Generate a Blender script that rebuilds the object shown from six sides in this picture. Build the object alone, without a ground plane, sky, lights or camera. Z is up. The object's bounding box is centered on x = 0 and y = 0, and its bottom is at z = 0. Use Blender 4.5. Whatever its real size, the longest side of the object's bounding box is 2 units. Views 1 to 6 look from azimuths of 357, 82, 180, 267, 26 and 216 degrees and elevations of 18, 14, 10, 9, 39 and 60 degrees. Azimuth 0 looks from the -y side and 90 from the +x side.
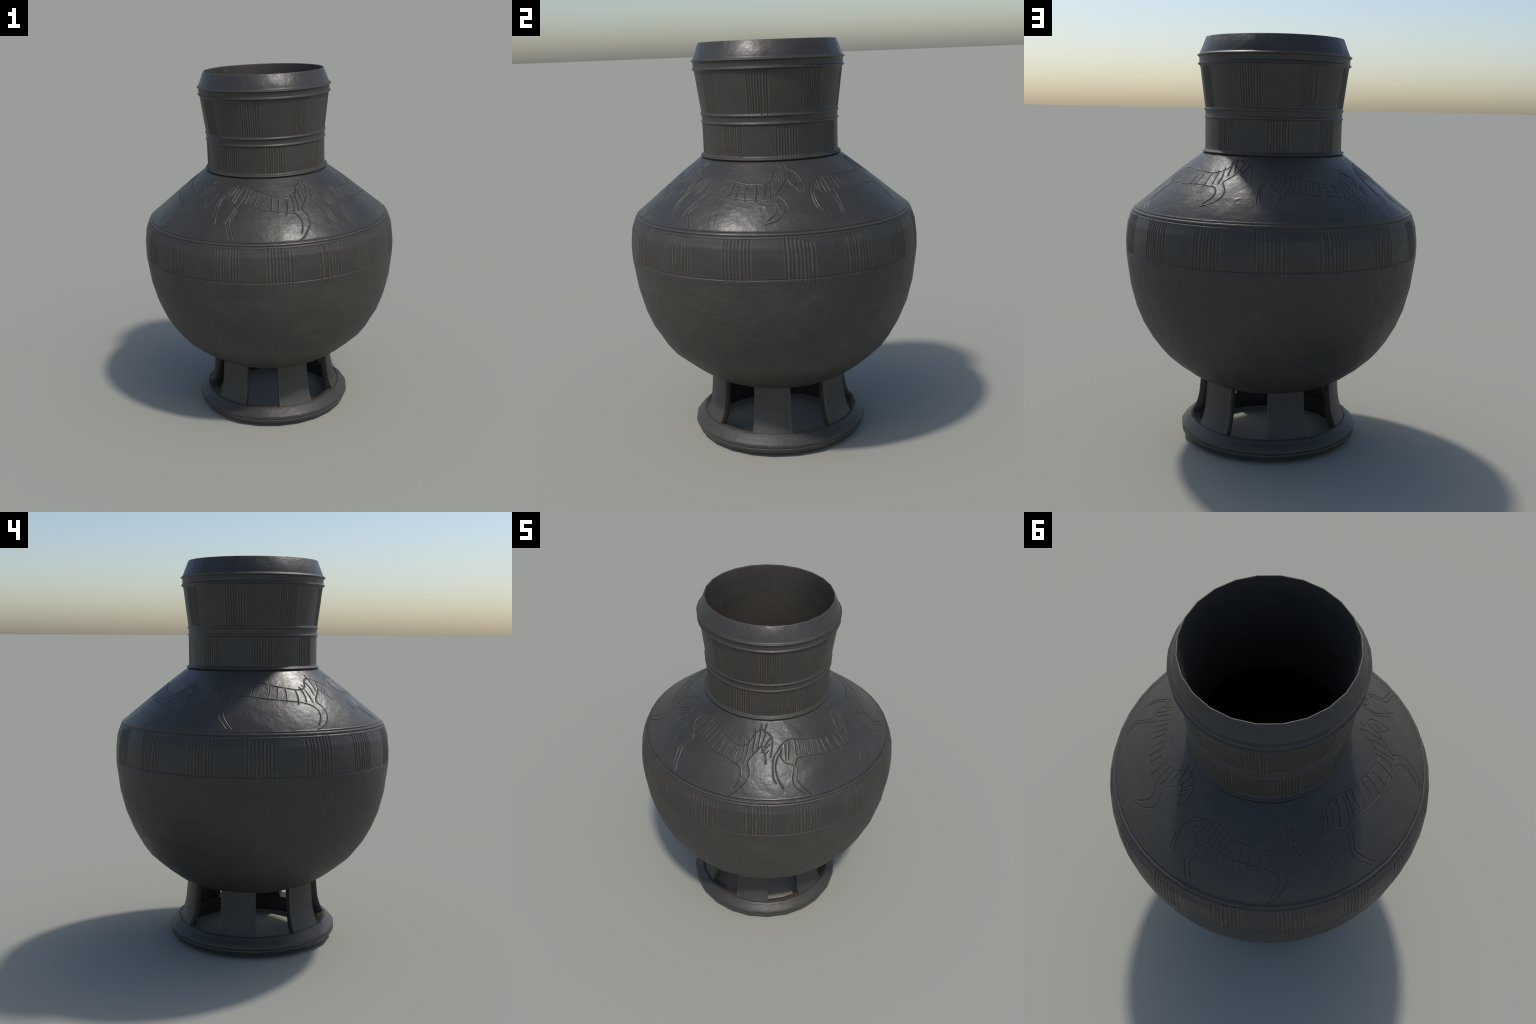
"""Black burnished pottery jar with a pierced ring foot, a collared neck and a
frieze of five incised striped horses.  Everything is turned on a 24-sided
lathe (the outline of the original is faceted) and shaded as a round pot."""
import bpy, math
import numpy as np

SIDES = 24                                   # facets round the pot
STEP = 360.0 / SIDES
rng = np.random.default_rng(7)

# clear the scene (it is empty when rendered, but be safe)
for ob in list(bpy.data.objects):
    bpy.data.objects.remove(ob, do_unlink=True)

# --------------------------------------------------------------------------
# materials
# --------------------------------------------------------------------------
def pottery(name, dark, light, worn, rough=(0.36, 0.52), grain=1.0, rubbed=0.0, spec=0.5):
    """Burnished clay: cloudy base colour, faint wheel marks; `rubbed` bares the brown clay body in patches."""
    m = bpy.data.materials.new(name)
    m.use_nodes = True
    nt = m.node_tree
    nt.nodes.clear()
    N, L = nt.nodes.new, nt.links.new
    out = N("ShaderNodeOutputMaterial")
    bsdf = N("ShaderNodeBsdfPrincipled")
    L(bsdf.outputs[0], out.inputs[0])
    bsdf.inputs["Specular IOR Level"].default_value = spec
    tc = N("ShaderNodeTexCoord")

    def noise(scale, detail, rgh, stretch=(1, 1, 1)):
        mp = N("ShaderNodeMapping")
        mp.inputs["Scale"].default_value = stretch
        L(tc.outputs["Object"], mp.inputs[0])
        n = N("ShaderNodeTexNoise")
        n.inputs["Scale"].default_value = scale
        n.inputs["Detail"].default_value = detail
        n.inputs["Roughness"].default_value = rgh
        L(mp.outputs[0], n.inputs["Vector"])
        return n.outputs[0]

    def ramp(src, a, b, ca=(0, 0, 0, 1), cb=(1, 1, 1, 1)):
        r = N("ShaderNodeValToRGB")
        r.color_ramp.elements[0].position, r.color_ramp.elements[1].position = a, b
        r.color_ramp.elements[0].color, r.color_ramp.elements[1].color = ca, cb
        L(src, r.inputs[0])
        return r.outputs[0]

    def math_node(op, a, b):
        n = N("ShaderNodeMath")
        n.operation = op
        for i, v in enumerate((a, b)):
            if isinstance(v, (int, float)):
                n.inputs[i].default_value = v
            else:
                L(v, n.inputs[i])
        return n.outputs[0]

    def mix(fac, a, b):
        n = N("ShaderNodeMix")
        n.data_type = "RGBA"
        L(fac, n.inputs[0])
        for i, v in ((6, a), (7, b)):
            if isinstance(v, tuple):
                n.inputs[i].default_value = (*v, 1)
            else:
                L(v, n.inputs[i])
        return n.outputs[2]

    cloud = noise(3.2, 8, 0.62)
    streak = noise(1.6, 6, 0.6, (2.5, 2.5, 26))
    grain_n = noise(70, 4, 0.6)
    base = mix(ramp(cloud, 0.34, 0.68), dark, light)
    base = mix(ramp(streak, 0.3, 0.75, (0, 0, 0, 1), (0.45, 0.45, 0.45, 1)), base,
               tuple(c * 1.25 for c in light))
    base = mix(ramp(grain_n, 0.45, 0.75, (0, 0, 0, 1), (0.3, 0.3, 0.3, 1)), base,
               tuple(c * 0.72 for c in dark))
    # rusty-brown freckles of the clay body
    base = mix(ramp(noise(16, 6, 0.7), 0.56, 0.78, (0, 0, 0, 1), (0.3, 0.3, 0.3, 1)), base, worn)
    # brown clay where the burnish is rubbed off
    if rubbed > 0:
        patch = ramp(noise(24, 5, 0.65), 0.33, 0.66, (0.25, 0.25, 0.25, 1), (1, 1, 1, 1))
        base = mix(math_node("MULTIPLY", patch, rubbed), base, worn)
    L(base, bsdf.inputs["Base Color"])

    r = ramp(cloud, 0.3, 0.7, (rough[0],) * 3 + (1,), (rough[1],) * 3 + (1,))
    rr = N("ShaderNodeMath")
    rr.operation = "ADD"
    L(r, rr.inputs[0])
    L(math_node("MULTIPLY", math_node("SUBTRACT", noise(38, 5, 0.6), 0.5), 0.22), rr.inputs[1])
    L(rr.outputs[0], bsdf.inputs["Roughness"])

    # relief: wheel marks, hammered burnish, fine grit
    h = math_node("MULTIPLY", noise(5, 3, 0.5, (1.2, 1.2, 20)), 0.16)
    h = math_node("ADD", h, math_node("MULTIPLY", noise(13, 4, 0.5), 2.6))
    h = math_node("ADD", h, math_node("MULTIPLY", noise(48, 3, 0.6), 0.55))
    h = math_node("ADD", h, math_node("MULTIPLY", noise(130, 2, 0.6), 0.16))
    b = N("ShaderNodeBump")
    b.inputs["Strength"].default_value = 0.46 * grain
    b.inputs["Distance"].default_value = 0.0042
    L(h, b.inputs["Height"])
    L(b.outputs[0], bsdf.inputs["Normal"])
    return m


BROWN = (0.114, 0.084, 0.057)
SHOULDER = ((0.0325, 0.0300, 0.0262), (0.0455, 0.0420, 0.0358))
BELLY = ((0.0350, 0.0335, 0.0275), (0.0520, 0.0492, 0.0402))
NECK = ((0.0350, 0.0325, 0.0275), (0.0465, 0.0428, 0.0360))
FOOT = ((0.0350, 0.0328, 0.0280), (0.0490, 0.0455, 0.0380))
CUT = tuple(tuple(v * 0.84 for v in c) for c in NECK)       # neck clay darkened: crease shade painted into the incised lines
clay_scratch = pottery("shade_darkened_scratch", *(tuple(v * 0.62 for v in c) for c in NECK), BROWN, rough=(0.55, 0.68), grain=0.4)  # horse strokes coloured darker still, so the groove shadow reads
clay_cut = pottery("shade_darkened_incision", *CUT, BROWN, rough=(0.55, 0.68), grain=0.4)
clay_black = pottery("burnished_black_clay", *SHOULDER, BROWN, rough=(0.33, 0.47), grain=0.85)
clay_black_rubbed = pottery("burnished_clay_rubbed", *SHOULDER, BROWN, rough=(0.36, 0.50), rubbed=0.42)
clay_band = pottery("band_black_clay", *SHOULDER, BROWN, rough=(0.44, 0.56), grain=0.6)
clay_band_rubbed = pottery("band_clay_rubbed", *SHOULDER, BROWN, rough=(0.44, 0.56), grain=0.6, rubbed=0.62)
clay_belly = pottery("matt_black_clay", *BELLY, BROWN, rough=(0.46, 0.64), grain=1.2)
clay_neck = pottery("neck_black_clay", *NECK, BROWN, rough=(0.42, 0.54), grain=0.45)
clay_neck_rubbed = pottery("neck_clay_rubbed", *NECK, BROWN, rough=(0.42, 0.54), grain=0.45, rubbed=0.88)
clay_inside = pottery("brown_clay_inside", (0.036, 0.032, 0.026), (0.049, 0.043, 0.034), BROWN,
                      rough=(0.62, 0.75), grain=0.6)
clay_foot = pottery("foot_black_clay", *FOOT, BROWN, rough=(0.42, 0.54), grain=0.7)
clay_foot_rubbed = pottery("foot_clay_rubbed", *FOOT, BROWN, rough=(0.46, 0.58), grain=0.7, rubbed=0.7)
clay_sill = pottery("rubbed_brown_clay", (0.050, 0.039, 0.029), (0.085, 0.062, 0.042), BROWN,
                    rough=(0.5, 0.62), grain=0.7)

# --------------------------------------------------------------------------
# helpers
# --------------------------------------------------------------------------
root = bpy.data.objects.new("pottery_jar", None)
bpy.context.scene.collection.objects.link(root)
root["label"] = "black burnished footed jar with incised striped horses"
root["category"] = "vase"


def facet(az, sides=SIDES):
    """Radius of a regular polygon, relative to its corners, at azimuth az (degrees)."""
    step = 360.0 / sides
    return math.cos(math.radians(step / 2)) / np.cos(np.radians((az % step) - step / 2))


def catmull(pts, per):
    """Smooth curve through control points, `per` samples to each span."""
    p = np.array(pts, float)
    p = np.vstack([2 * p[0] - p[1], p, 2 * p[-1] - p[-2]])
    out = []
    for i in range(1, len(p) - 2):
        a, b, c, d = p[i - 1:i + 3]
        for t in np.arange(per) / per:
            out.append(0.5 * (2 * b + (c - a) * t + (2 * a - 5 * b + 4 * c - d) * t * t
                              + (3 * b - a - 3 * c + d) * t ** 3))
    out.append(p[-2])
    return np.array(out)


def straight(pts, per):
    p = np.array(pts, float)
    out = [p[i] + (p[i + 1] - p[i]) * t for i in range(len(p) - 1) for t in np.arange(per) / per]
    out.append(p[-1])
    return np.array(out)


def grid_normals(P):
    """Vertex normals of a closed-in-azimuth grid P[row, column, 3]."""
    dc = np.roll(P, -1, 1) - np.roll(P, 1, 1)
    dr = np.gradient(P, axis=0)
    n = np.cross(dr, dc)
    n /= np.linalg.norm(n, axis=2, keepdims=True) + 1e-20
    return n


def add_part(name, verts, faces, normals, mats, parent=root, slots=None):
    me = bpy.data.meshes.new(name)
    nf, k = faces.shape
    me.vertices.add(len(verts))
    me.vertices.foreach_set("co", verts.astype(np.float32).ravel())
    me.loops.add(nf * k)
    me.loops.foreach_set("vertex_index", faces.astype(np.int32).ravel())
    me.polygons.add(nf)
    me.polygons.foreach_set("loop_start", np.arange(0, nf * k, k, dtype=np.int32))
    me.polygons.foreach_set("loop_total", np.full(nf, k, np.int32))
    me.update(calc_edges=True)
    me.polygons.foreach_set("use_smooth", np.ones(nf, bool))
    for mat in (mats if isinstance(mats, tuple) else (mats,)):
        me.materials.append(mat)
    if slots is not None and len(me.materials) > 1:
        me.polygons.foreach_set("material_index", slots.astype(np.int32))
    if normals is not None:
        me.normals_split_custom_set_from_vertices(normals.astype(np.float32))
    ob = bpy.data.objects.new(name, me)
    bpy.context.scene.collection.objects.link(ob)
    ob.parent = parent
    return ob


def split_grid(P, Nn, label, parts, rubbed=None):
    """Cut one lathe grid into parts by face label; borders share vertices and normals."""
    R, C = P.shape[:2]
    idx = np.arange(R * C).reshape(R, C)
    nxt = np.roll(idx, -1, 1)
    quads = np.stack([idx[:-1], idx[1:], nxt[1:], nxt[:-1]], -1).reshape(-1, 4)
    lab = label.reshape(-1)
    V, W = P.reshape(-1, 3), Nn.reshape(-1, 3)
    made = {}
    for key, (name, mat, parent) in parts.items():
        pick = lab == key
        f = quads[pick]
        if not len(f):
            continue
        used, inv = np.unique(f, return_inverse=True)
        made[key] = add_part(name, V[used], inv.reshape(-1, 4), W[used], mat,
                             made[parent] if parent in made else root,
                             None if rubbed is None else rubbed.reshape(-1)[pick])
    return made


def lathe(geo, smooth, az, relief=None, rim=None, roll=None):
    """Faceted positions and round-pot normals for profiles geo/smooth (rows of r, z)."""
    a = np.radians(az)
    dirs = np.stack([np.sin(a), -np.cos(a)], -1)
    t = np.gradient(smooth, axis=0)
    n2 = np.stack([-t[:, 1], t[:, 0]], -1)            # outward when the profile runs downwards
    n2 /= np.linalg.norm(n2, axis=1, keepdims=True) + 1e-20
    if relief is None:
        relief = np.zeros((len(geo), len(az)))

    def place(prof, rad):
        r = prof[:, :1] * rad + n2[:, :1] * relief
        z = prof[:, 1:] + n2[:, 1:] * relief
        return np.concatenate([r[..., None] * dirs[None], z[..., None]], -1)
    S = place(smooth, np.ones((1, len(az))))
    nn = grid_normals(S)
    if (nn[:, 0, :2] @ dirs[0] * n2[:, 0]).sum() < 0:
        nn = -nn
    if roll is not None:                               # arrises shaded softly, as if rolled over
        nn[:, :, 2] += roll[:, None]
        nn /= np.linalg.norm(nn, axis=2, keepdims=True)
    return place(geo, facet(az)[None] if rim is None else rim), nn


def groove(d, w, deep, lip=0.3, side=None):
    """Height across an incised line at distance d: rounded trough with burrs thrown up along its sides."""
    side = d if side is None else side
    return -deep * np.exp(-(d / w) ** 2) + lip * deep * np.exp(-((side - 2.1 * w) / (0.85 * w)) ** 2)


def wobble(n, size, seed):
    """Slow hand wobble, n samples round a closed circle."""
    g = np.random.default_rng(seed)
    x = np.arange(n) / n * 2 * math.pi
    return size * sum(g.normal() / k * np.cos(k * x + g.uniform(0, 7)) for k in range(2, 14))


def hatch_cut(d_az, radius, z, top, bottom):
    """One upright incised stroke: distance to it, and distance to its flanks only (1 beyond its ends)."""
    x = np.abs(np.radians(d_az)) * radius
    over = np.maximum(np.maximum(z - top, bottom - z), 0.0)
    return np.sqrt(x ** 2 + over ** 2), np.where(over > 0, 1.0, x)


# --------------------------------------------------------------------------
# NECK: lip, flange, flaring upper neck, double cord, lower neck, root cord
# --------------------------------------------------------------------------
NCOL = 1440
az_n = np.arange(NCOL) * 360.0 / NCOL
neck_line = [(0.338, 2.000), (0.3672, 1.925), (0.3692, 1.915), (0.3690, 1.900), (0.3686, 1.885),
             (0.3668, 1.872), (0.3636, 1.861), (0.3392, 1.668), (0.3376, 1.641), (0.3366, 1.610),
             (0.3362, 1.475), (0.3430, 1.449)]
cords = [(1.9155, 0.0095, 0.0052), (1.8755, 0.0088, 0.0050), (1.6610, 0.0058, 0.0055),
         (1.6225, 0.0058, 0.0055), (1.4585, 0.0115, 0.0058)]


def z_rows(spans):
    rows = []
    for a, b, step in spans:
        rows += list(np.arange(a, b, -step))
    rows.append(spans[-1][1])
    return np.array([z for i, z in enumerate(rows) if i == 0 or rows[i - 1] - z > 5e-4])


zn = z_rows([(2.000, 1.990, 0.002), (1.990, 1.935, 0.006), (1.935, 1.855, 0.0016), (1.855, 1.690, 0.005),
             (1.690, 1.600, 0.0017), (1.600, 1.490, 0.005), (1.490, 1.449, 0.0016)])
nl = np.array(neck_line)[::-1]
rn = np.interp(zn, nl[:, 1], nl[:, 0])
for z0, amp, wid in cords:
    rn = rn + amp * np.exp(-((zn - z0) / wid) ** 2)
prof_n = np.stack([rn, zn], -1)

HATCH_LINES = 8
dist = np.full((len(zn), NCOL), 1.0)
flank = dist.copy()
panel_n = np.zeros((len(zn), NCOL), int)            # which hatched panel a vertex lies in
panel_id = 0
Zg = zn[:, None]
for centre0, width, top, bottom, radius in ((-17.5, 16.4, 1.862, 1.672, 0.352),
                                            (27.2, 15.4, 1.862, 1.672, 0.352),
                                            (4.35, 17.6, 1.612, 1.4715, 0.336),
                                            (49.0, 17.0, 1.612, 1.4715, 0.336)):
    for quarter in range(4):
        panel_id += 1
        g = np.random.default_rng(100 + panel_id % 5)
        c = centre0 + 90 * quarter
        rel = (az_n[None] - c + 180) % 360 - 180
        for k in range(HATCH_LINES):
            off = (k - (HATCH_LINES - 1) / 2) * width / (HATCH_LINES - 0.4)
            lean, bow = g.normal(0, 0.11), g.normal(0, 0.07)
            u = (Zg - bottom) / (top - bottom)
            mid = off + g.normal(0, 0.06) + lean * (u - 0.5) + bow * (1 - 4 * (u - 0.5) ** 2)
            d, f = hatch_cut(rel - mid, radius, Zg, top - abs(g.normal(0, 0.003)), bottom + g.normal(0, 0.002))
            here = np.abs(rel - off) < 4
            dist = np.minimum(dist, np.where(here, d, 1.0))
            flank = np.minimum(flank, np.where(here, f, 1.0))
        inside = (np.abs(rel) < width / 2 + 1.2) & (Zg < top + 0.004) & (Zg > bottom - 0.004)
        panel_n[inside] = panel_id
relief_n = groove(dist, 0.0031, 0.0025, 0.34, flank)
relief_n[0] = relief_n[-1] = 0
lip_share = np.clip((zn - 1.93) / 0.04, 0, 1)[:, None]     # the mouth has 24 facets, the neck is rounder
rim_n = facet(az_n)[None] * (0.4 + 0.6 * lip_share) + 0.6 * (1 - lip_share) * facet(az_n, 48)[None]
Pn, Nn_ = lathe(prof_n, prof_n, az_n, relief_n, rim_n, 0.32 * np.clip((zn - 1.93) / 0.07, 0, 1))

zmid = (zn[:-1] + zn[1:])[:, None] / 2
lab = np.zeros((len(zn) - 1, NCOL), int)
lab[:] = np.where(zmid > 1.925, 901, np.where(zmid > 1.860, 902, np.where(zmid > 1.6705, 903,
                  np.where(zmid > 1.6125, 904, np.where(zmid > 1.4705, 905, 906)))))
corner = np.minimum.reduce([panel_n[:-1], panel_n[1:], np.roll(panel_n, -1, 1)[:-1], np.roll(panel_n, -1, 1)[1:]])
lab = np.where(((lab == 903) | (lab == 905)) & (corner > 0), corner, lab)
parts = {901: ("lip", (clay_black, clay_black_rubbed, clay_cut), None), 902: ("flange", (clay_neck, clay_neck_rubbed, clay_cut), None),
         903: ("upper_neck", (clay_neck, clay_neck_rubbed, clay_cut), None), 904: ("neck_cord", (clay_neck, clay_neck_rubbed, clay_cut), None),
         905: ("lower_neck", (clay_neck, clay_neck_rubbed, clay_cut), None), 906: ("neck_root_cord", (clay_neck, clay_neck_rubbed, clay_cut), None)}
for i in range(1, panel_id + 1):
    parts[i] = ("hatched_panel", (clay_neck, clay_neck_rubbed, clay_cut), 903 if i <= 8 else 905)
def face_mean(a):
    return (a[:-1] + a[1:] + np.roll(a, -1, 1)[:-1] + np.roll(a, -1, 1)[1:]) / 4


dm = face_mean(dist)
fm = face_mean(flank)
rub_n = (fm > 0.0046) & (fm < 0.0080)
for z0, amp, wid in cords:                            # the lower arris of every cord is worn
    rub_n |= (zmid < z0 + 0.0010) & (zmid > z0 - 0.0042)
rub_n |= zmid > 1.996
rub_n = np.where(dm < 0.0026, 2, rub_n.astype(int))           # 0 clay, 1 rubbed, 2 cut with painted-in shade
split_grid(Pn, Nn_, lab, parts, rub_n)

# --------------------------------------------------------------------------
# BODY: conical shoulder with the horses, hatched band, rounded belly
# --------------------------------------------------------------------------
BCOL = 2160
az_b = np.arange(BCOL) * 360.0 / BCOL
R0, Z0, R1, Z1 = 0.352, 1.4475, 0.691, 1.1755          # shoulder cone, top and bottom
shoulder = np.vstack([straight([(0.3430, 1.449), (0.352, 1.4475)], 6)[:-1],
                      straight([(R0, Z0), (R1, Z1)], 200)])
t_ = np.clip((Z0 - shoulder[:, 1]) / (Z0 - Z1), 0, 1)
swell = 0.0036 * np.sin(math.pi * t_) * (1 - t_)                  # slightly domed cone
shoulder_curve = shoulder + swell[:, None] * np.array([[Z0 - Z1, R1 - R0]]) / math.hypot(R1 - R0, Z0 - Z1)
band_pts = [(0.691, 1.1755), (0.6970, 1.163), (0.7075, 1.136), (0.7163, 1.109), (0.7245, 1.040), (0.7255, 0.990), (0.7240, 0.955)]
band_g = straight(band_pts, 18)
belly_pts = [(0.7240, 0.955), (0.7060, 0.813), (0.6790, 0.705), (0.6445, 0.618), (0.5995, 0.5365),
             (0.5550, 0.4755), (0.4835, 0.412), (0.4060, 0.354), (0.3470, 0.323), (0.2500, 0.288),
             (0.1200, 0.266), (0.004, 0.262)]
belly_g = straight(belly_pts, 7)
lower_s = catmull(band_pts + belly_pts[1:], 126)        # common multiple, resampled below
nb = len(band_pts) - 1
band_s = lower_s[:nb * 126 + 1:7]
belly_s = lower_s[nb * 126::18]
geo_b = np.vstack([shoulder_curve, band_g[1:], belly_g[1:]])
smo_b = np.vstack([shoulder_curve, band_s[1:], belly_s[1:]])
n_sh, n_band = len(shoulder), len(band_g) - 1
# round the arris between shoulder and band in the shading profile only
k0 = n_sh - 1
relief_b = np.zeros((len(geo_b), BCOL))

# unrolled cone coordinates for the shoulder rows
sin_a = (R1 - R0) / math.hypot(R1 - R0, Z0 - Z1)
t_sh = np.clip((Z0 - shoulder[:, 1]) / (Z0 - Z1), 0, 1)


def unroll(d_az, t):
    rho = (R0 + (R1 - R0) * t) / sin_a
    phi = np.radians(d_az) * sin_a
    return rho * np.sin(phi), -rho * np.cos(phi)


line_d = np.full((n_sh, BCOL), 1.0)
horse_id = np.zeros((n_sh, BCOL), int)
pits = []


def horse(number, centre, strokes):
    """Incise one striped horse: strokes are polylines of (degrees from centre, way down the shoulder)."""
    cols = np.nonzero(np.abs((az_b - centre + 180) % 360 - 180) < 46)[0]
    rel = (az_b[cols] - centre + 180) % 360 - 180
    X, Y = unroll(rel[None], t_sh[:, None])
    d = np.full(X.shape, 1.0)
    for kind, pts in strokes:
        if kind == "pit":
            pits.append((centre + pts[0][0], pts[0][1]))
            continue
        p = catmull(pts, 5) if len(pts) > 2 else np.array(pts, float)
        px, py = unroll(p[:, 0], p[:, 1])
        for ax, ay, bx, by in zip(px[:-1], py[:-1], px[1:], py[1:]):
            lo, hi = min(ax, bx) - 0.03, max(ax, bx) + 0.03
            sel = np.nonzero(((X > lo) & (X < hi)).any(0))[0]
            rows = np.nonzero(((Y > min(ay, by) - 0.03) & (Y < max(ay, by) + 0.03)).any(1))[0]
            if not len(sel) or not len(rows):
                continue
            win = np.ix_(rows, sel)
            vx, vy = bx - ax, by - ay
            s = np.clip(((X[win] - ax) * vx + (Y[win] - ay) * vy) / (vx * vx + vy * vy + 1e-12), 0, 1)
            d[win] = np.minimum(d[win], np.hypot(X[win] - ax - s * vx, Y[win] - ay - s * vy))
    line_d[:, cols] = np.minimum(line_d[:, cols], d)
    near = d < 0.0105
    block = horse_id[:, cols]
    block[near] = number
    horse_id[:, cols] = block


# horse 1
horse(1, -1.0, [
    ("tail", [(-34.5, 0.625), (-35.9, 0.446), (-34.7, 0.314), (-30.6, 0.183), (-27.3, 0.154)]),
    ("tail", [(-31.2, 0.716), (-33.2, 0.542), (-34.1, 0.433), (-33.5, 0.343), (-30.2, 0.227)]),
    ("back", [(-27.3, 0.154), (-23.9, 0.111), (-15.7, 0.153), (-6.6, 0.223), (1.1, 0.282), (7.1, 0.328), (11.2, 0.333), (14.8, 0.303), (16.9, 0.235), (18.6, 0.166), (23.3, 0.108), (27.3, 0.145), (30.8, 0.202), (30.9, 0.313), (29.8, 0.444)]),
    ("rump", [(-30.2, 0.227), (-28.7, 0.340), (-23.4, 0.441), (-22.9, 0.491), (-24.7, 0.610), (-25.5, 0.687), (-24.7, 0.740), (-22.4, 0.849), (-20.9, 0.921)]),
    ("thigh", [(-20.0, 0.394), (-21.6, 0.439), (-21.3, 0.520), (-23.5, 0.639), (-23.0, 0.699), (-21.1, 0.802), (-18.6, 0.932)]),
    ("belly", [(-19.9, 0.398), (-13.1, 0.442), (-6.9, 0.484), (-2.1, 0.502), (3.1, 0.516), (7.7, 0.541), (12.3, 0.579), (14.0, 0.669), (13.9, 0.750), (12.4, 0.860)]),
    ("chest", [(23.8, 0.306), (19.5, 0.423), (17.5, 0.480), (16.9, 0.533), (18.4, 0.626), (18.1, 0.719), (17.4, 0.762), (14.6, 0.859), (12.4, 0.928), (9.1, 0.974)]),
    ("jaw", [(24.3, 0.308), (25.3, 0.378), (26.6, 0.415), (27.0, 0.524)]),
    ("ear", [(23.0, 0.044), (23.0, 0.103)]),
    ("ear", [(27.3, 0.042), (25.4, 0.139)]),
    ("mane", [(12.2, 0.274), (12.7, 0.324)]),
    ("mane", [(15.0, 0.235), (15.5, 0.280)]),
    ("mane", [(18.3, 0.104), (18.6, 0.175)]),
    ("stripe", [(-26.6, 0.170), (-28.9, 0.292)]),
    ("stripe", [(-24.2, 0.168), (-26.5, 0.362)]),
    ("stripe", [(-20.9, 0.141), (-24.7, 0.391)]),
    ("stripe", [(-17.5, 0.163), (-18.5, 0.299), (-20.3, 0.387)]),
    ("stripe", [(-14.3, 0.176), (-15.6, 0.288), (-17.1, 0.391)]),
    ("stripe", [(-10.6, 0.193), (-12.9, 0.318), (-13.5, 0.388)]),
    ("stripe", [(-7.2, 0.222), (-9.8, 0.343), (-10.8, 0.420)]),
    ("stripe", [(-3.7, 0.260), (-4.8, 0.353), (-6.3, 0.446)]),
    ("stripe", [(-0.6, 0.285), (-1.5, 0.494)]),
    ("stripe", [(3.7, 0.338), (2.2, 0.544)]),
    ("stripe", [(9.0, 0.348), (8.3, 0.473), (6.6, 0.593)]),
    ("stripe", [(12.7, 0.324), (12.7, 0.443), (11.5, 0.543)]),
    ("stripe", [(15.3, 0.288), (15.2, 0.424), (14.5, 0.534)]),
    ("stripe", [(19.1, 0.184), (18.7, 0.314), (18.8, 0.420)]),
    ("stripe", [(22.7, 0.128), (22.1, 0.251), (21.6, 0.340)]),
    ("stripe", [(26.5, 0.155), (24.2, 0.291)]),
    ("bridle", [(30.1, 0.208), (26.0, 0.322)]),
    ("bridle", [(29.5, 0.283), (24.7, 0.392)]),
    ("bridle", [(28.7, 0.364), (26.0, 0.421)]),
    ("pit", [(-12.8, 0.664)]),
])

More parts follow.
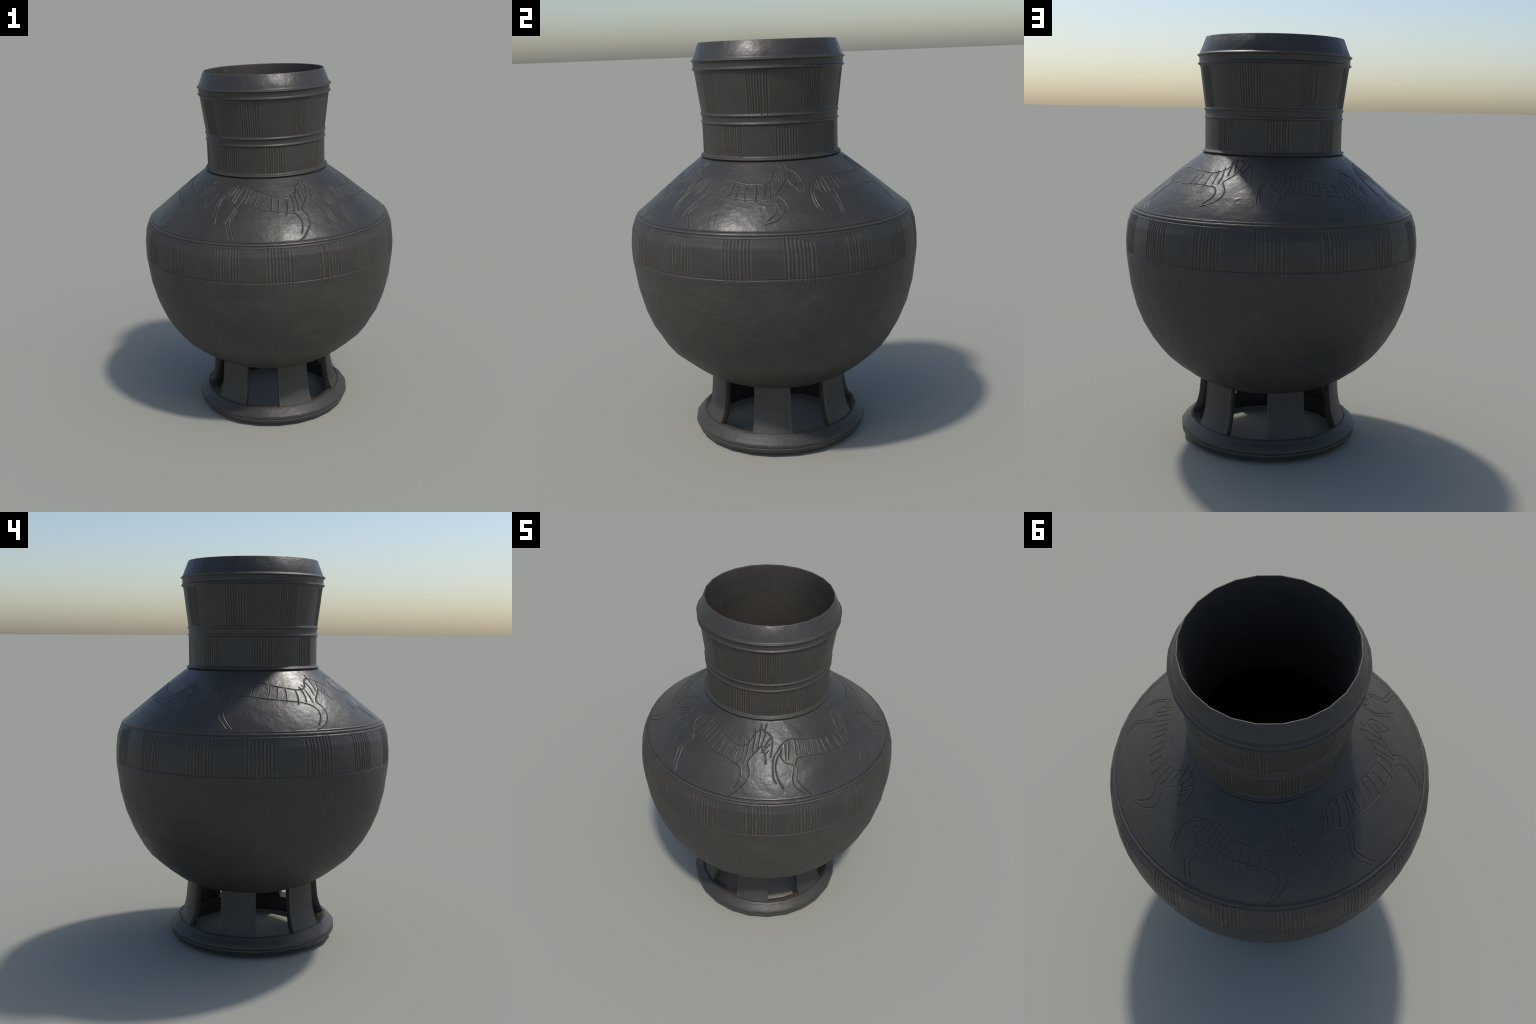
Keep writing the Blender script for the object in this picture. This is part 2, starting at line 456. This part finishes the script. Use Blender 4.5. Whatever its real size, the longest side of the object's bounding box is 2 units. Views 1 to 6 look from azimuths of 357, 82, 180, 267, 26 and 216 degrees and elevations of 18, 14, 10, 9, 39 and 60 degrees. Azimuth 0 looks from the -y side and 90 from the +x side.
# horse 2
horse(2, 65.0, [
    ("tail", [(-33.7, 0.761), (-34.8, 0.696), (-35.1, 0.560), (-34.3, 0.447), (-31.4, 0.363), (-29.5, 0.308)]),
    ("tail", [(-30.5, 0.833), (-31.1, 0.793), (-32.8, 0.698), (-33.6, 0.565), (-32.3, 0.459), (-31.0, 0.405)]),
    ("back", [(-29.5, 0.308), (-26.0, 0.259), (-21.5, 0.242), (-14.2, 0.272), (-8.7, 0.288), (-1.7, 0.317), (6.6, 0.333), (11.8, 0.323), (14.7, 0.290), (17.3, 0.185), (19.1, 0.120), (22.7, 0.098), (26.6, 0.111), (31.3, 0.195), (32.8, 0.315), (31.9, 0.445)]),
    ("rump", [(-31.0, 0.405), (-28.6, 0.510), (-23.9, 0.561), (-23.6, 0.605), (-25.3, 0.725), (-24.6, 0.828), (-22.1, 0.891), (-20.1, 0.938)]),
    ("thigh", [(-20.2, 0.477), (-22.2, 0.552), (-21.5, 0.632), (-23.1, 0.734), (-21.2, 0.832), (-17.8, 0.956)]),
    ("belly", [(-20.1, 0.481), (-13.2, 0.488), (-7.4, 0.505), (-2.2, 0.525), (3.1, 0.533), (8.6, 0.540), (12.2, 0.554), (16.0, 0.571), (18.0, 0.635), (17.7, 0.705), (15.8, 0.771), (13.8, 0.822)]),
    ("chest", [(24.4, 0.271), (20.9, 0.377), (18.2, 0.462), (18.6, 0.503), (20.9, 0.553), (22.1, 0.641), (20.7, 0.732), (18.0, 0.812), (15.2, 0.846), (12.8, 0.873)]),
    ("jaw", [(24.6, 0.271), (26.4, 0.331), (30.2, 0.450)]),
    ("ear", [(20.0, 0.054), (21.7, 0.106)]),
    ("ear", [(24.7, 0.058), (24.9, 0.121)]),
    ("mane", [(11.7, 0.287), (12.3, 0.328)]),
    ("mane", [(14.7, 0.249), (15.1, 0.290)]),
    ("stripe", [(-29.5, 0.351), (-30.0, 0.428)]),
    ("stripe", [(-26.5, 0.293), (-27.4, 0.490)]),
    ("stripe", [(-23.4, 0.271), (-25.8, 0.486)]),
    ("stripe", [(-19.3, 0.264), (-20.5, 0.449)]),
    ("stripe", [(-17.0, 0.275), (-17.4, 0.387), (-17.5, 0.478)]),
    ("stripe", [(-12.7, 0.291), (-13.3, 0.391), (-13.8, 0.473)]),
    ("stripe", [(-9.2, 0.292), (-8.9, 0.370), (-10.6, 0.477)]),
    ("stripe", [(-5.4, 0.317), (-5.5, 0.399), (-6.0, 0.487)]),
    ("stripe", [(-2.0, 0.341), (-2.3, 0.446), (-2.0, 0.541)]),
    ("stripe", [(2.1, 0.350), (2.1, 0.438), (2.7, 0.556)]),
    ("stripe", [(7.6, 0.341), (8.0, 0.421), (8.0, 0.564)]),
    ("stripe", [(12.3, 0.328), (12.6, 0.424), (12.0, 0.534)]),
    ("stripe", [(15.1, 0.290), (15.6, 0.380), (15.3, 0.523)]),
    ("stripe", [(17.9, 0.194), (19.5, 0.278), (18.9, 0.367)]),
    ("stripe", [(21.3, 0.114), (22.7, 0.199), (22.3, 0.305)]),
    ("stripe", [(25.8, 0.127), (24.8, 0.267)]),
    ("bridle", [(29.2, 0.208), (26.4, 0.278)]),
    ("bridle", [(30.4, 0.236), (27.2, 0.321)]),
    ("bridle", [(31.2, 0.304), (28.0, 0.363)]),
    ("pit", [(11.3, 0.650)]),
])

# horse 3
horse(3, 136.0, [
    ("tail", [(-30.7, 0.808), (-35.1, 0.700), (-35.6, 0.505), (-33.5, 0.376), (-29.7, 0.311)]),
    ("tail", [(-33.2, 0.713), (-34.2, 0.652), (-34.2, 0.492), (-31.5, 0.373)]),
    ("back", [(-29.7, 0.311), (-25.4, 0.255), (-19.7, 0.251), (-16.0, 0.254), (-9.6, 0.272), (-2.4, 0.272), (7.0, 0.284), (10.7, 0.265), (14.5, 0.227), (17.0, 0.154), (16.5, 0.109), (19.2, 0.076), (24.7, 0.083), (29.1, 0.106), (32.0, 0.178), (32.7, 0.267), (32.5, 0.361)]),
    ("rump", [(-31.4, 0.390), (-30.0, 0.462), (-26.4, 0.518), (-24.4, 0.552), (-24.1, 0.649), (-25.1, 0.786), (-23.3, 0.865), (-19.9, 0.920)]),
    ("thigh", [(-21.7, 0.501), (-22.5, 0.618), (-23.6, 0.755), (-22.1, 0.824), (-18.8, 0.879)]),
    ("belly", [(-22.0, 0.504), (-14.3, 0.481), (-8.2, 0.491), (-1.3, 0.478), (5.5, 0.475), (10.6, 0.484), (14.0, 0.487), (16.6, 0.546), (16.8, 0.639), (14.0, 0.742)]),
    ("chest", [(25.3, 0.083), (25.0, 0.165), (22.2, 0.298), (18.0, 0.408), (19.3, 0.462), (21.5, 0.541), (21.3, 0.624), (19.4, 0.690), (16.4, 0.751), (13.3, 0.789)]),
    ("jaw", [(24.0, 0.218), (27.9, 0.282), (31.0, 0.386)]),
    ("ear", [(18.5, 0.040), (19.5, 0.095)]),
    ("ear", [(22.6, 0.035), (23.3, 0.096)]),
    ("mane", [(10.6, 0.248), (11.2, 0.273)]),
    ("mane", [(13.6, 0.190), (14.0, 0.232)]),
    ("stripe", [(-29.0, 0.315), (-29.7, 0.440)]),
    ("stripe", [(-26.8, 0.314), (-27.0, 0.506)]),
    ("stripe", [(-23.9, 0.273), (-24.6, 0.481)]),
    ("stripe", [(-19.9, 0.263), (-21.8, 0.490)]),
    ("stripe", [(-17.2, 0.264), (-18.0, 0.453)]),
    ("stripe", [(-14.3, 0.262), (-14.4, 0.431)]),
    ("stripe", [(-10.9, 0.274), (-11.0, 0.447)]),
    ("stripe", [(-6.6, 0.279), (-6.2, 0.449)]),
    ("stripe", [(-2.5, 0.284), (-2.6, 0.498)]),
    ("stripe", [(1.5, 0.321), (1.4, 0.496)]),
    ("stripe", [(7.1, 0.295), (7.7, 0.477), (8.0, 0.513)]),
    ("stripe", [(11.1, 0.268), (12.2, 0.448)]),
    ("stripe", [(14.0, 0.232), (15.5, 0.329), (15.5, 0.432)]),
    ("stripe", [(17.4, 0.158), (18.5, 0.309)]),
    ("stripe", [(19.3, 0.087), (21.9, 0.258)]),
    ("bridle", [(29.8, 0.142), (26.4, 0.232)]),
    ("bridle", [(30.2, 0.188), (26.2, 0.291)]),
    ("bridle", [(30.7, 0.262), (27.6, 0.315)]),
    ("pit", [(29.9, 0.668)]),
])

# horse 4
horse(4, -154.0, [
    ("tail", [(-31.7, 0.711), (-32.0, 0.584), (-31.1, 0.451), (-28.0, 0.346), (-24.1, 0.321)]),
    ("tail", [(-28.6, 0.767), (-30.4, 0.656), (-30.9, 0.517), (-28.7, 0.405), (-24.4, 0.342), (-23.2, 0.326)]),
    ("back", [(-24.1, 0.321), (-21.6, 0.284), (-17.8, 0.280), (-12.5, 0.306), (-6.6, 0.356), (-1.2, 0.397), (3.7, 0.418), (8.3, 0.444), (11.6, 0.438), (14.0, 0.406), (16.5, 0.314), (16.6, 0.278), (20.5, 0.257), (24.0, 0.290), (27.5, 0.354), (28.0, 0.445), (28.0, 0.561)]),
    ("rump", [(-26.2, 0.383), (-25.8, 0.465), (-22.2, 0.526), (-21.4, 0.566), (-22.4, 0.664), (-23.4, 0.749), (-22.6, 0.805), (-20.5, 0.889)]),
    ("thigh", [(-17.0, 0.479), (-19.4, 0.564), (-19.7, 0.631), (-21.2, 0.749), (-20.7, 0.792), (-18.1, 0.891)]),
    ("belly", [(-17.0, 0.499), (-12.1, 0.526), (-7.2, 0.558), (-2.1, 0.575), (2.8, 0.587), (7.8, 0.606), (11.8, 0.637), (14.9, 0.688), (14.8, 0.762), (13.4, 0.825), (11.1, 0.907)]),
    ("chest", [(21.6, 0.427), (18.7, 0.507), (16.2, 0.593), (17.4, 0.637), (18.0, 0.694), (17.4, 0.775), (15.1, 0.857), (12.9, 0.919), (10.0, 0.945)]),
    ("jaw", [(21.8, 0.403), (24.7, 0.505), (26.1, 0.602)]),
    ("ear", [(19.1, 0.204), (19.7, 0.262)]),
    ("ear", [(22.5, 0.205), (21.8, 0.327)]),
    ("mane", [(11.3, 0.395), (11.4, 0.438)]),
    ("mane", [(13.8, 0.364), (14.2, 0.401)]),
    ("stripe", [(-23.0, 0.321), (-23.7, 0.378), (-25.8, 0.438)]),
    ("stripe", [(-20.4, 0.317), (-20.9, 0.372), (-23.6, 0.484)]),
    ("stripe", [(-18.1, 0.290), (-19.6, 0.412), (-21.5, 0.510)]),
    ("stripe", [(-14.9, 0.301), (-15.7, 0.388), (-16.8, 0.475)]),
    ("stripe", [(-12.7, 0.314), (-13.6, 0.402), (-14.7, 0.494)]),
    ("stripe", [(-9.8, 0.338), (-10.9, 0.415), (-11.9, 0.497)]),
    ("stripe", [(-6.8, 0.363), (-8.3, 0.448), (-9.5, 0.512)]),
    ("stripe", [(-3.9, 0.387), (-4.5, 0.453), (-5.9, 0.532)]),
    ("stripe", [(-0.8, 0.410), (-1.4, 0.482), (-2.1, 0.575)]),
    ("stripe", [(2.9, 0.443), (2.6, 0.550), (2.1, 0.610)]),
    ("stripe", [(7.2, 0.450), (6.9, 0.575), (6.4, 0.642)]),
    ("stripe", [(11.4, 0.443), (11.4, 0.525), (10.7, 0.606)]),
    ("stripe", [(14.0, 0.414), (14.3, 0.500), (13.8, 0.606)]),
    ("stripe", [(16.8, 0.320), (17.1, 0.402), (17.6, 0.493)]),
    ("stripe", [(19.7, 0.269), (20.1, 0.370), (19.7, 0.435)]),
    ("stripe", [(23.6, 0.304), (22.3, 0.380)]),
    ("bridle", [(25.8, 0.353), (22.7, 0.444)]),
    ("bridle", [(26.8, 0.383), (23.0, 0.484)]),
    ("bridle", [(26.9, 0.466), (24.6, 0.518)]),
])

# horse 5
horse(5, -79.0, [
    ("tail", [(-39.7, 0.627), (-40.4, 0.501), (-39.5, 0.352), (-35.5, 0.229), (-31.1, 0.186)]),
    ("tail", [(-36.6, 0.720), (-38.3, 0.587), (-38.8, 0.441), (-36.7, 0.315), (-33.4, 0.228)]),
    ("back", [(-31.1, 0.186), (-26.4, 0.143), (-21.3, 0.142), (-14.5, 0.181), (-6.5, 0.216), (1.0, 0.263), (8.5, 0.301), (13.8, 0.325), (17.4, 0.317), (20.6, 0.274), (24.0, 0.174), (28.4, 0.141), (33.5, 0.182), (38.1, 0.261), (37.6, 0.387), (35.5, 0.508)]),
    ("rump", [(-34.8, 0.279), (-33.5, 0.378), (-31.1, 0.425), (-27.3, 0.461), (-27.1, 0.528), (-28.6, 0.663), (-28.6, 0.757), (-26.1, 0.846), (-24.2, 0.913)]),
    ("thigh", [(-22.8, 0.420), (-24.5, 0.459), (-24.7, 0.556), (-27.0, 0.671), (-26.5, 0.736), (-24.5, 0.827), (-22.0, 0.917)]),
    ("belly", [(-23.1, 0.420), (-15.7, 0.428), (-8.4, 0.452), (-2.0, 0.478), (5.0, 0.500), (11.8, 0.526), (17.0, 0.580), (18.8, 0.651), (18.2, 0.746), (16.2, 0.829), (14.4, 0.883)]),
    ("chest", [(30.6, 0.315), (25.0, 0.421), (21.4, 0.517), (22.8, 0.608), (22.7, 0.706), (21.0, 0.790), (18.3, 0.871), (15.1, 0.931), (12.8, 0.946)]),
    ("jaw", [(30.2, 0.330), (32.0, 0.400), (34.8, 0.507)]),
    ("ear", [(28.5, 0.083), (28.2, 0.146)]),
    ("ear", [(33.4, 0.086), (31.7, 0.159)]),
    ("mane", [(16.1, 0.286), (16.8, 0.322)]),
    ("mane", [(19.0, 0.252), (19.8, 0.294)]),
    ("stripe", [(-31.0, 0.191), (-33.5, 0.328)]),
    ("stripe", [(-27.4, 0.204), (-31.4, 0.376)]),
    ("stripe", [(-22.8, 0.162), (-25.5, 0.303), (-28.7, 0.413)]),
    ("stripe", [(-18.2, 0.172), (-20.3, 0.302), (-22.3, 0.400)]),
    ("stripe", [(-15.7, 0.191), (-17.7, 0.301), (-19.2, 0.400)]),
    ("stripe", [(-12.1, 0.201), (-14.0, 0.310), (-14.7, 0.399)]),
    ("stripe", [(-7.3, 0.221), (-9.8, 0.349), (-11.2, 0.417)]),
    ("stripe", [(-3.3, 0.242), (-4.4, 0.350), (-5.8, 0.428)]),
    ("stripe", [(1.3, 0.273), (0.3, 0.371), (-1.4, 0.468)]),
    ("stripe", [(5.8, 0.314), (4.8, 0.422), (3.8, 0.518)]),
    ("stripe", [(12.3, 0.329), (11.5, 0.447), (9.8, 0.553)]),
    ("stripe", [(16.4, 0.321), (16.4, 0.432), (15.1, 0.519)]),
    ("stripe", [(19.3, 0.323), (19.2, 0.444), (19.0, 0.533)]),
    ("stripe", [(23.6, 0.215), (24.0, 0.308), (22.9, 0.419)]),
    ("stripe", [(28.9, 0.157), (27.7, 0.271), (26.7, 0.352)]),
    ("stripe", [(34.2, 0.193), (30.3, 0.315)]),
    ("bridle", [(35.3, 0.289), (30.5, 0.387)]),
    ("bridle", [(36.1, 0.322), (32.7, 0.401)]),
])

# the scratches are uneven: deep here, half lost there
g = np.random.default_rng(21)
press = np.zeros((n_sh, BCOL))
for _ in range(24):
    press += g.normal() * np.cos(np.radians(az_b[None] * g.integers(4, 60)) + g.uniform(0, 7)) \
        * np.cos(t_sh[:, None] * g.uniform(2, 26) + g.uniform(0, 7))
press = np.clip(0.92 + 0.09 * press, 0.6, 1.2)
share = np.array([0.8, 1.0, 0.9, 0.85, 0.7, 1.0])[horse_id]
stroke = groove(line_d, 0.0023, 0.0024, 0.24) * press * share
sh = np.zeros(stroke.shape)
# small craters and scars in the burnish
Xs = t_sh[:, None]
for az0, t0 in pits:
    rel = (az_b[None] - az0 + 180) % 360 - 180
    X, Y = unroll(rel, Xs)
    cx, cy = unroll(0.0, t0)
    d = np.hypot(X - cx, Y - cy)
    turn = 0.5 + 0.5 * np.cos(np.arctan2(Y - cy, X - cx) - az0)
    sh = sh - 0.0005 * np.exp(-(d / 0.010) ** 2) + 0.0007 * turn * np.exp(-((d - 0.016) / 0.006) ** 2)
relief_b[:n_sh] += sh
# low undulations left by the potter's hand
rows_z = smo_b[:, 1][:, None]
g = np.random.default_rng(11)
und = np.zeros((len(smo_b), BCOL))
for _ in range(40):
    kaz, kz = g.integers(3, 34), g.uniform(10, 110)
    und += g.normal() / (0.15 * kaz + 0.03 * kz + 1) * np.cos(np.radians(az_b[None] * kaz) + g.uniform(0, 7)) \
        * np.cos(rows_z * kz + g.uniform(0, 7))
fade = np.clip((1.44 - rows_z) / 0.03, 0, 1) * np.clip((rows_z - 0.28) / 0.05, 0, 1)
relief_b += 0.00035 * und * fade

# the hand-built underside sags a little to one side
low = np.clip((0.56 - rows_z) / 0.14, 0, 1) * np.clip((rows_z - 0.27) / 0.04, 0, 1)
relief_b += 0.0042 * low * np.cos(np.radians(az_b[None] - 195.0))

# girdle lines: two grooves with a raised cord between them at the arris
zline = smo_b[:, 1][:, None]
arc = np.concatenate([[0], np.cumsum(np.hypot(*np.diff(geo_b, axis=0).T))])[:, None]
a0 = arc[n_sh - 1]
wave = wobble(BCOL, 0.0006, 3)[None]


def join(a, b):
    """Two sets of cuts crossing: the deeper cut wins, burrs do not pile up."""
    return np.where((a < -2e-4) | (b < -2e-4), np.minimum(a, b), np.maximum(a, b))


cuts = np.zeros(relief_b.shape)
cuts[:n_sh] = stroke
cuts = join(cuts, groove(np.abs(arc - (a0 - 0.0105) - wave), 0.0034, 0.0026, 0.48))
cuts = join(cuts, groove(np.abs(arc - (a0 + 0.0085) - wave * 0.7), 0.0034, 0.0026, 0.48))
a_low = np.interp(-0.982, -geo_b[n_sh:, 1], arc[n_sh:, 0])
cuts = join(cuts, groove(np.abs(arc - a_low - wobble(BCOL, 0.0011, 5)[None]), 0.0024, 0.0018, 0.08))

# hatched band: four hands of eight strokes, repeated round each quarter
dist = np.full((len(geo_b), BCOL), 1.0)
flank = dist.copy()
panel_b = np.zeros((len(geo_b), BCOL), int)
pid = 100
first, last = n_sh - 6, n_sh + n_band + 10
zb = geo_b[first:last, 1][:, None]
hands = [  # centre, width, tops (left, right), bottoms (left, right), bend of the upper ends
    (-22.4, 10.0, (1.153, 1.151), (0.976, 0.979), 0.15),
    (0.1, 10.4, (1.162, 1.136), (0.981, 0.963), -0.35),
    (22.7, 10.4, (1.146, 1.160), (0.974, 0.984), -0.9),
    (44.3, 10.2, (1.157, 1.152), (0.981, 0.977), -0.6)]
for h, (c0, width, tops, bots, bend) in enumerate(hands):
    for quarter in range(4):
        pid += 1
        g = np.random.default_rng(300 + h)
        rel = (az_b[None] - (c0 + 90 * quarter) + 180) % 360 - 180
        for k in range(HATCH_LINES):
            s = k / (HATCH_LINES - 1)
            off = (s - 0.5) * width * 0.94
            top = tops[0] + (tops[1] - tops[0]) * s + g.normal(0, 0.0025)
            bot = bots[0] + (bots[1] - bots[0]) * s + g.normal(0, 0.0030)
            u = (zb - bot) / (top - bot)
            mid = off + g.normal(0, 0.05) + bend * np.clip(u - 0.45, 0, 1) ** 2 * 1.6 \
                + g.normal(0, 0.07) * np.sin(u * 3.1) + g.normal(0, 0.05) * np.sin(u * 9)
            d, f = hatch_cut(rel - mid, 0.722, zb, top, bot)
            here = np.abs(rel - off) < 3
            dist[first:last] = np.minimum(dist[first:last], np.where(here, d, 1.0))
            flank[first:last] = np.minimum(flank[first:last], np.where(here, f, 1.0))
        inside = (np.abs(rel) < width / 2 + 0.7) & (zb < 1.1625) & (zb > 0.962)
        block = panel_b[first:last]
        block[inside] = pid
cuts = join(cuts, groove(dist, 0.0038, 0.0022, 0.30, flank))
relief_b += cuts
relief_b[0] = 0
relief_b[-3:] = 0

# facets: 24 at the neck and under the belly, 48 on the shoulder and the girth
coarse = np.clip((geo_b[:, 1] - 1.36) / 0.08, 0, 1) + np.clip((0.62 - geo_b[:, 1]) / 0.12, 0, 1)
rim_b = facet(az_b)[None] * coarse[:, None] + facet(az_b, 48)[None] * (1 - coarse[:, None])
roll_b = np.zeros(len(geo_b))
roll_b[:n_sh] = -0.32 * np.clip((t_sh - 0.40) / 0.60, 0, 1) ** 1.3
Pb, Nb = lathe(geo_b, smo_b, az_b, relief_b, rim_b, roll_b)
rowlab = np.where(np.arange(len(geo_b) - 1) < n_sh - 1, 901,
                  np.where(np.arange(len(geo_b) - 1) < n_sh - 1 + n_band - 2, 902, 903))
lab = np.repeat(rowlab[:, None], BCOL, 1)


def all_corners(a):
    return np.minimum.reduce([a[:-1], a[1:], np.roll(a, -1, 1)[:-1], np.roll(a, -1, 1)[1:]])


hid = np.zeros((len(geo_b), BCOL), int)
hid[:n_sh] = horse_id
hc, pc = all_corners(hid), all_corners(panel_b)
lab = np.where((lab == 901) & (hc > 0), hc, lab)
lab = np.where((lab == 902) & (pc > 0), pc, lab)
ld = np.full(relief_b.shape, 1.0)
ld[:n_sh] = line_d
lm, hm, fm = face_mean(ld), face_mean(dist), face_mean(flank)
amid = (arc[:-1] + arc[1:]) / 2
rub_b = ((lm > 0.0032) & (lm < 0.0056)) | ((fm > 0.0060) & (fm < 0.0102))
rub_b |= np.abs(amid - a0 + 0.0015 - wave) < 0.0024
low_cut = np.abs(amid - a_low - wobble(BCOL, 0.0011, 5)[None]) < 0.0022
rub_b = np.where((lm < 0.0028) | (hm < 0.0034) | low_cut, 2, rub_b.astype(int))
parts = {901: ("shoulder", (clay_black, clay_black_rubbed, clay_cut), None), 902: ("hatched_band", (clay_band, clay_band_rubbed, clay_cut), None),
         903: ("belly", (clay_belly, clay_belly, clay_cut), None)}
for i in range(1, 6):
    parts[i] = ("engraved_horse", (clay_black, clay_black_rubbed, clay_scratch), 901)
for i in range(101, pid + 1):
    parts[i] = ("hatched_panel", (clay_band, clay_band_rubbed, clay_cut), 902)
split_grid(Pb, Nb, lab, parts, rub_b)

# --------------------------------------------------------------------------
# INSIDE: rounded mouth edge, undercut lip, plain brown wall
# --------------------------------------------------------------------------
az_i = np.arange(360) * 1.0
inside_pts = [(0.3380, 2.0000), (0.3372, 2.0005), (0.3345, 2.0004), (0.3332, 1.9960), (0.3310, 1.975), (0.3285, 1.945), (0.3265, 1.905),
              (0.3215, 1.850), (0.3090, 1.680), (0.3070, 1.600), (0.3070, 1.500), (0.312, 1.455), (0.345, 1.415), (0.500, 1.290),
              (0.660, 1.160), (0.695, 1.090), (0.700, 1.000), (0.675, 0.820), (0.620, 0.630), (0.535, 0.490), (0.40, 0.380),
              (0.20, 0.315), (0.004, 0.300)]
ins = straight(inside_pts, 4)
P, Nv = lathe(ins, ins, az_i)
lab = np.full((len(ins) - 1, len(az_i)), 1)
lab[:12] = 2
t2 = np.gradient(ins, axis=0)
# inward normals: towards the axis
a = np.radians(az_i)
nr = np.stack([-t2[:, 1], t2[:, 0]], -1)
nr /= np.linalg.norm(nr, axis=1, keepdims=True)
flow = np.concatenate([nr[:, :1, None] * np.stack([np.sin(a), -np.cos(a)], -1)[None],
                       np.repeat(nr[:, 1:, None], len(az_i), 1)], -1)
split_grid(P, flow, lab, {1: ("inner_wall", clay_inside, None), 2: ("mouth_edge", clay_sill, None)})

# --------------------------------------------------------------------------
# FOOT: six flared posts standing on a moulded ring
# --------------------------------------------------------------------------
ring_pts = [(0.3590, 0.0905), (0.3950, 0.1040), (0.3985, 0.1030), (0.4020, 0.1052), (0.4060, 0.1056), (0.4165, 0.0982),
            (0.4180, 0.0950), (0.4430, 0.0740), (0.4500, 0.0660), (0.4520, 0.0580), (0.4505, 0.0500), (0.4480, 0.0465), (0.4502, 0.0415),
            (0.4488, 0.0375), (0.4430, 0.0240), (0.4395, 0.0200), (0.4050, 0.0100), (0.3720, 0.0000), (0.3640, 0.0015),
            (0.3600, 0.0080), (0.3590, 0.0905)]
ring = straight(ring_pts, 4)
az_r = np.arange(480) * 0.75
Pr, Nr = lathe(ring, ring, az_r, 0.0004 * np.repeat(wobble(480, 1.0, 9)[None], len(ring), 0))
lab = np.full((len(ring) - 1, 480), 1)
lab[:8] = 2
rub_r = np.zeros(lab.shape, bool)
rub_r[46:48] = True                                   # groove and arris low on the ring
rub_r[8:12] = True
split_grid(Pr, Nr, lab, {1: ("foot_ring", (clay_foot, clay_foot_rubbed), None), 2: ("foot_sill", clay_sill, None)}, rub_r)

outer_pts = [(0.3530, 0.3500), (0.3520, 0.3230), (0.3540, 0.2900), (0.3590, 0.2340), (0.3640, 0.1920), (0.3730, 0.1570),
             (0.3820, 0.1310), (0.3962, 0.1030)]
inner_pts = [(0.3180, 0.3420), (0.3190, 0.3050), (0.3210, 0.2750), (0.3250, 0.2250), (0.3290, 0.1850), (0.3370, 0.1480),
             (0.3450, 0.1220), (0.3600, 0.0900)]


def foot_post_mesh():
    """A slab of the foot wall 30 degrees wide: outer skin, inner skin, jambs with softened arrises."""
    o, i = catmull(outer_pts, 4), catmull(inner_pts, 4)
    # section loop: azimuth offset (deg) and depth through the wall (0 outer, 1 inner)
    loop = [(d, 0.0) for d in np.linspace(-14.6, 14.6, 45)]
    loop = [(-14.9, 0.05)] + loop + [(14.9, 0.05)]
    loop += [(15.0, 0.12), (15.0, 0.5), (15.0, 0.88), (14.9, 0.95)]
    loop += [(d, 1.0) for d in np.linspace(14.6, -14.6, 21)] + [(-14.9, 0.95), (-15.0, 0.88), (-15.0, 0.5), (-15.0, 0.12)]
    loop = np.array(loop)
    flat = 0.997                                     # mean radius of the faceted wall
    verts = []
    bead = 0.0014 * (np.exp(-((np.abs(loop[:, 0]) - 14.0) / 0.8) ** 2)
                     - np.exp(-((np.abs(loop[:, 0]) - 12.0) / 0.9) ** 2)) * (loop[:, 1] < 0.2)
    for a_, b_ in zip(o, i):
        r = bead + (a_[0] + (b_[0] - a_[0]) * loop[:, 1]) * flat
        z = a_[1] + (b_[1] - a_[1]) * loop[:, 1]
        an = np.radians(loop[:, 0])
        verts.append(np.stack([r * np.sin(an), -r * np.cos(an), z], -1))
    P = np.array(verts)
    R, C = P.shape[:2]
    idx = np.arange(R * C).reshape(R, C)
    nx = np.roll(idx, -1, 1)
    quads = np.stack([idx[:-1], idx[1:], nx[1:], nx[:-1]], -1).reshape(-1, 4)
    return P.reshape(-1, 3), quads


pv, pf = foot_post_mesh()
strip = np.arange(len(pf)) % (len(pf) // 28)
first_post = add_part("foot_post", pv, pf, None, (clay_foot, clay_foot_rubbed), root,
                      np.isin(strip, (0, 1, 45, 46, 47, len(pf) // 28 - 1)))
me = first_post.data
if me.polygons[10 + 45 * 10].normal.dot(me.polygons[10 + 45 * 10].center) < 0:
    me.flip_normals()
me.set_sharp_from_angle(angle=math.radians(38))
first_post.rotation_euler[2] = math.radians(15)
for k in range(1, 6):
    ob = first_post.copy()
    ob.rotation_euler[2] = math.radians(15 + 60 * k)
    bpy.context.scene.collection.objects.link(ob)
    ob.parent = root
